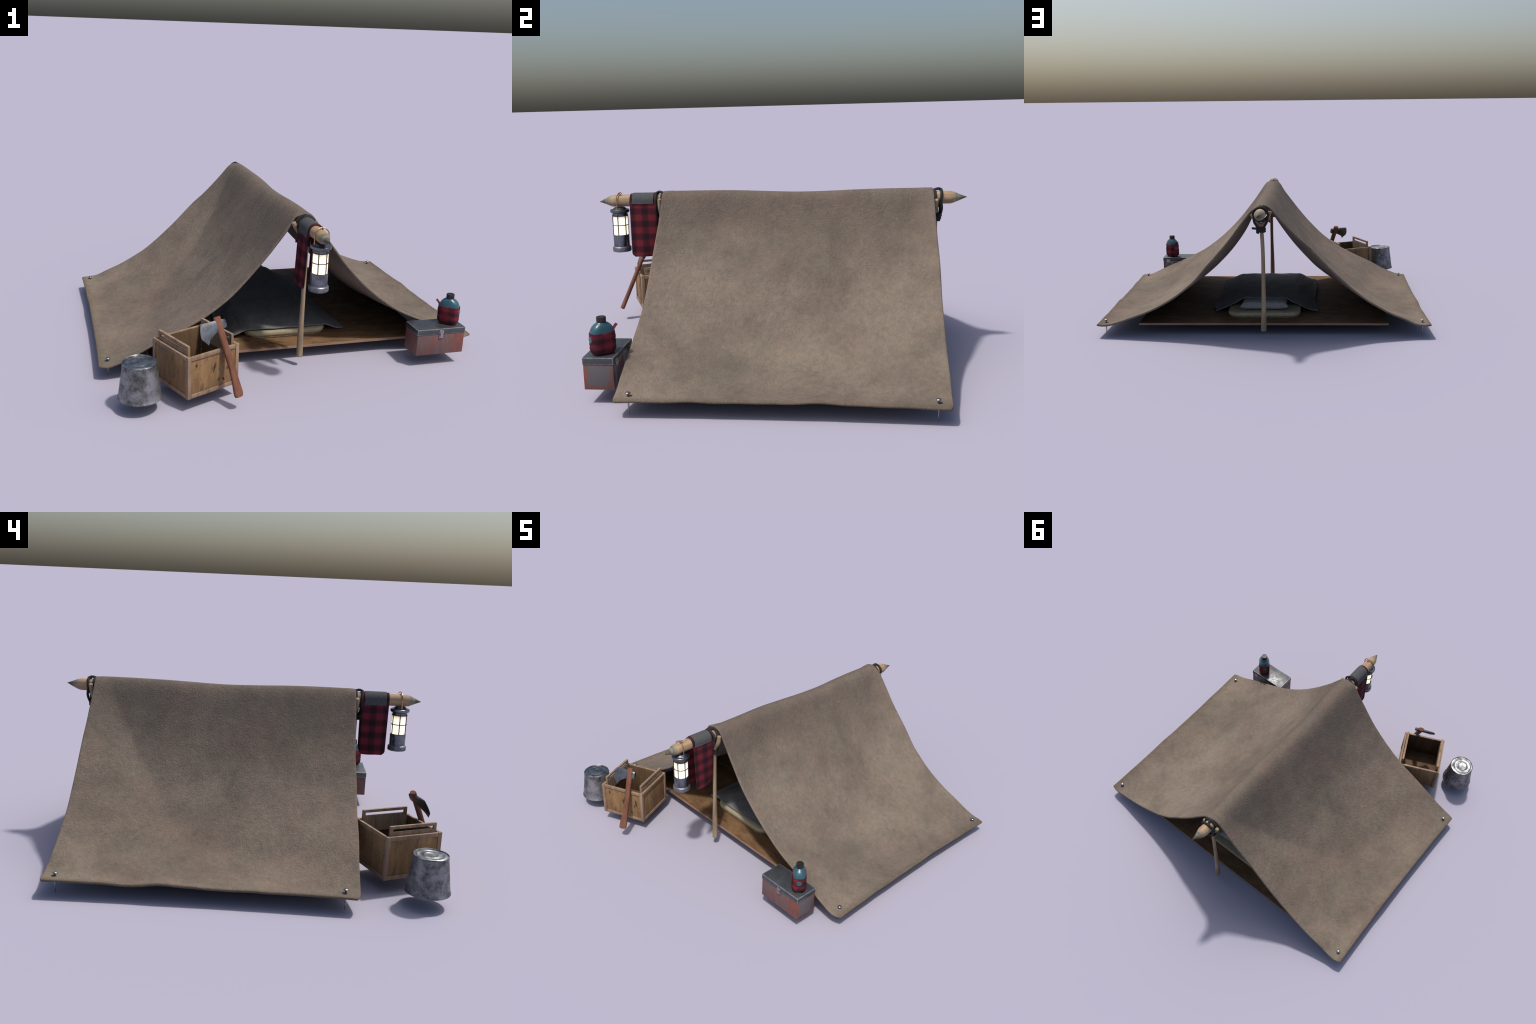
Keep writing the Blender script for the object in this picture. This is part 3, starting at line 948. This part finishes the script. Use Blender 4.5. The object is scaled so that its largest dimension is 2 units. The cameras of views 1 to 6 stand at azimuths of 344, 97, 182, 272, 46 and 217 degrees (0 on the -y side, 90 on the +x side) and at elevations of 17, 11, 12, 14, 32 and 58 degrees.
# ================================================================== CANTEEN
can = empty("canteen_bottle", (.782, -.637, .2012), "flat teal canteen in a red plaid sleeve", "canteen")
KM = Matrix.Translation((.782, -.637, 0)) @ Matrix.Rotation(math.radians(-45), 4, 'Z')   # local x = wide axis
def super_loft(rows, n=48, M=KM, jitter=0.0):
    """rows: (z, half width, half depth, exponent)"""
    V, F = [], []
    for r, (z, a, b, p) in enumerate(rows):
        for k in range(n):
            t = 2 * math.pi * k / n
            c, s = math.cos(t), math.sin(t)
            x = a * math.copysign(abs(c) ** (2 / p), c); y = b * math.copysign(abs(s) ** (2 / p), s)
            if jitter:
                q = 1 + jitter * nz(x * 40 + 3, y * 40, z * 60)
                x *= q; y *= q
            V.append(M @ Vector((x, y, z)))
    m = len(rows)
    for i in range(m - 1):
        for k in range(n):
            F.append((i * n + k, i * n + (k + 1) % n, (i + 1) * n + (k + 1) % n, (i + 1) * n + k))
    F.append(tuple(range(n))); F.append(tuple((m - 1) * n + k for k in range(n)))
    return V, F
rows = [(.204, .045, .028, 3.2), (.215, .051, .034, 3.2), (.27, .0518, .0350, 3.1), (.294, .0513, .0350, 3.0), (.303, .0490, .0340, 2.9), (.312, .0455, .0325, 2.7), (.320, .0405, .0300, 2.5),
        (.327, .0335, .0265, 2.3), (.332, .0265, .0228, 2.1), (.336, .020, .019, 2.0), (.342, .0165, .0165, 2.0)]
obj("bottle_body", mesh_from(*super_loft(rows)), M_teal, can)
rows = [(.2012, .036, .023, 3.0), (.203, .043, .029, 3.0), (.209, .0495, .0345, 3.0), (.218, .0530, .0372, 3.0), (.229, .0545, .0385, 3.0), (.237, .0532, .0372, 3.0), (.246, .0548, .0385, 2.9), (.262, .0535, .0375, 2.9),
        (.276, .0545, .0378, 2.8), (.287, .0535, .037, 2.8), (.2945, .0538, .0368, 2.8), (.2952, .0515, .0352, 2.8)]
obj("plaid_sleeve", mesh_from(*super_loft(rows, 64, KM, .03)), M_sleeve, can, angle=60)
# round openings in the sleeve's narrow ends
for s in (1, -1):
    W = KM @ Matrix.Translation((s * .0520, 0, .268)) @ Matrix.Rotation(math.radians(90 * s), 4, 'Y')
    V, F = lathe_data([(0, .0042), (.009, .0040), (.0135, .0034), (.0142, .002), (.0142, -.003), (0, -.003)], 28, W)
    obj("sleeve_window", mesh_from(V, F), M_teal, can)
V, F = lathe_data([(0, .335), (.0195, .335), (.0202, .341), (.0202, .357), (.019, .3592), (.0165, .3592), (.016, .3575), (0, .3575)], 36, Matrix.Translation((.782, -.637, 0)))
obj("screw_cap", mesh_from(V, F), M_cap, can, angle=30)
# strap tab at the rear shoulder
pts = [(-.047, 0, .288), (-.054, 0, .298), (-.062, 0, .308), (-.069, .0, .314)]
V, F = [], []
for x, y, z in pts:
    for dy, dz in ((-.011, 0), (.011, 0), (.011, .004), (-.011, .004)):
        V.append(KM @ Vector((x, y + dy, z + dz)))
for i in range(3):
    for k in range(4):
        F.append((i * 4 + k, i * 4 + (k + 1) % 4, (i + 1) * 4 + (k + 1) % 4, (i + 1) * 4 + k))
F += [(0, 1, 2, 3), (12, 13, 14, 15)]
obj("strap_tab", bevelled(mesh_from(V, F), .001, 1), M_sleeve, can)
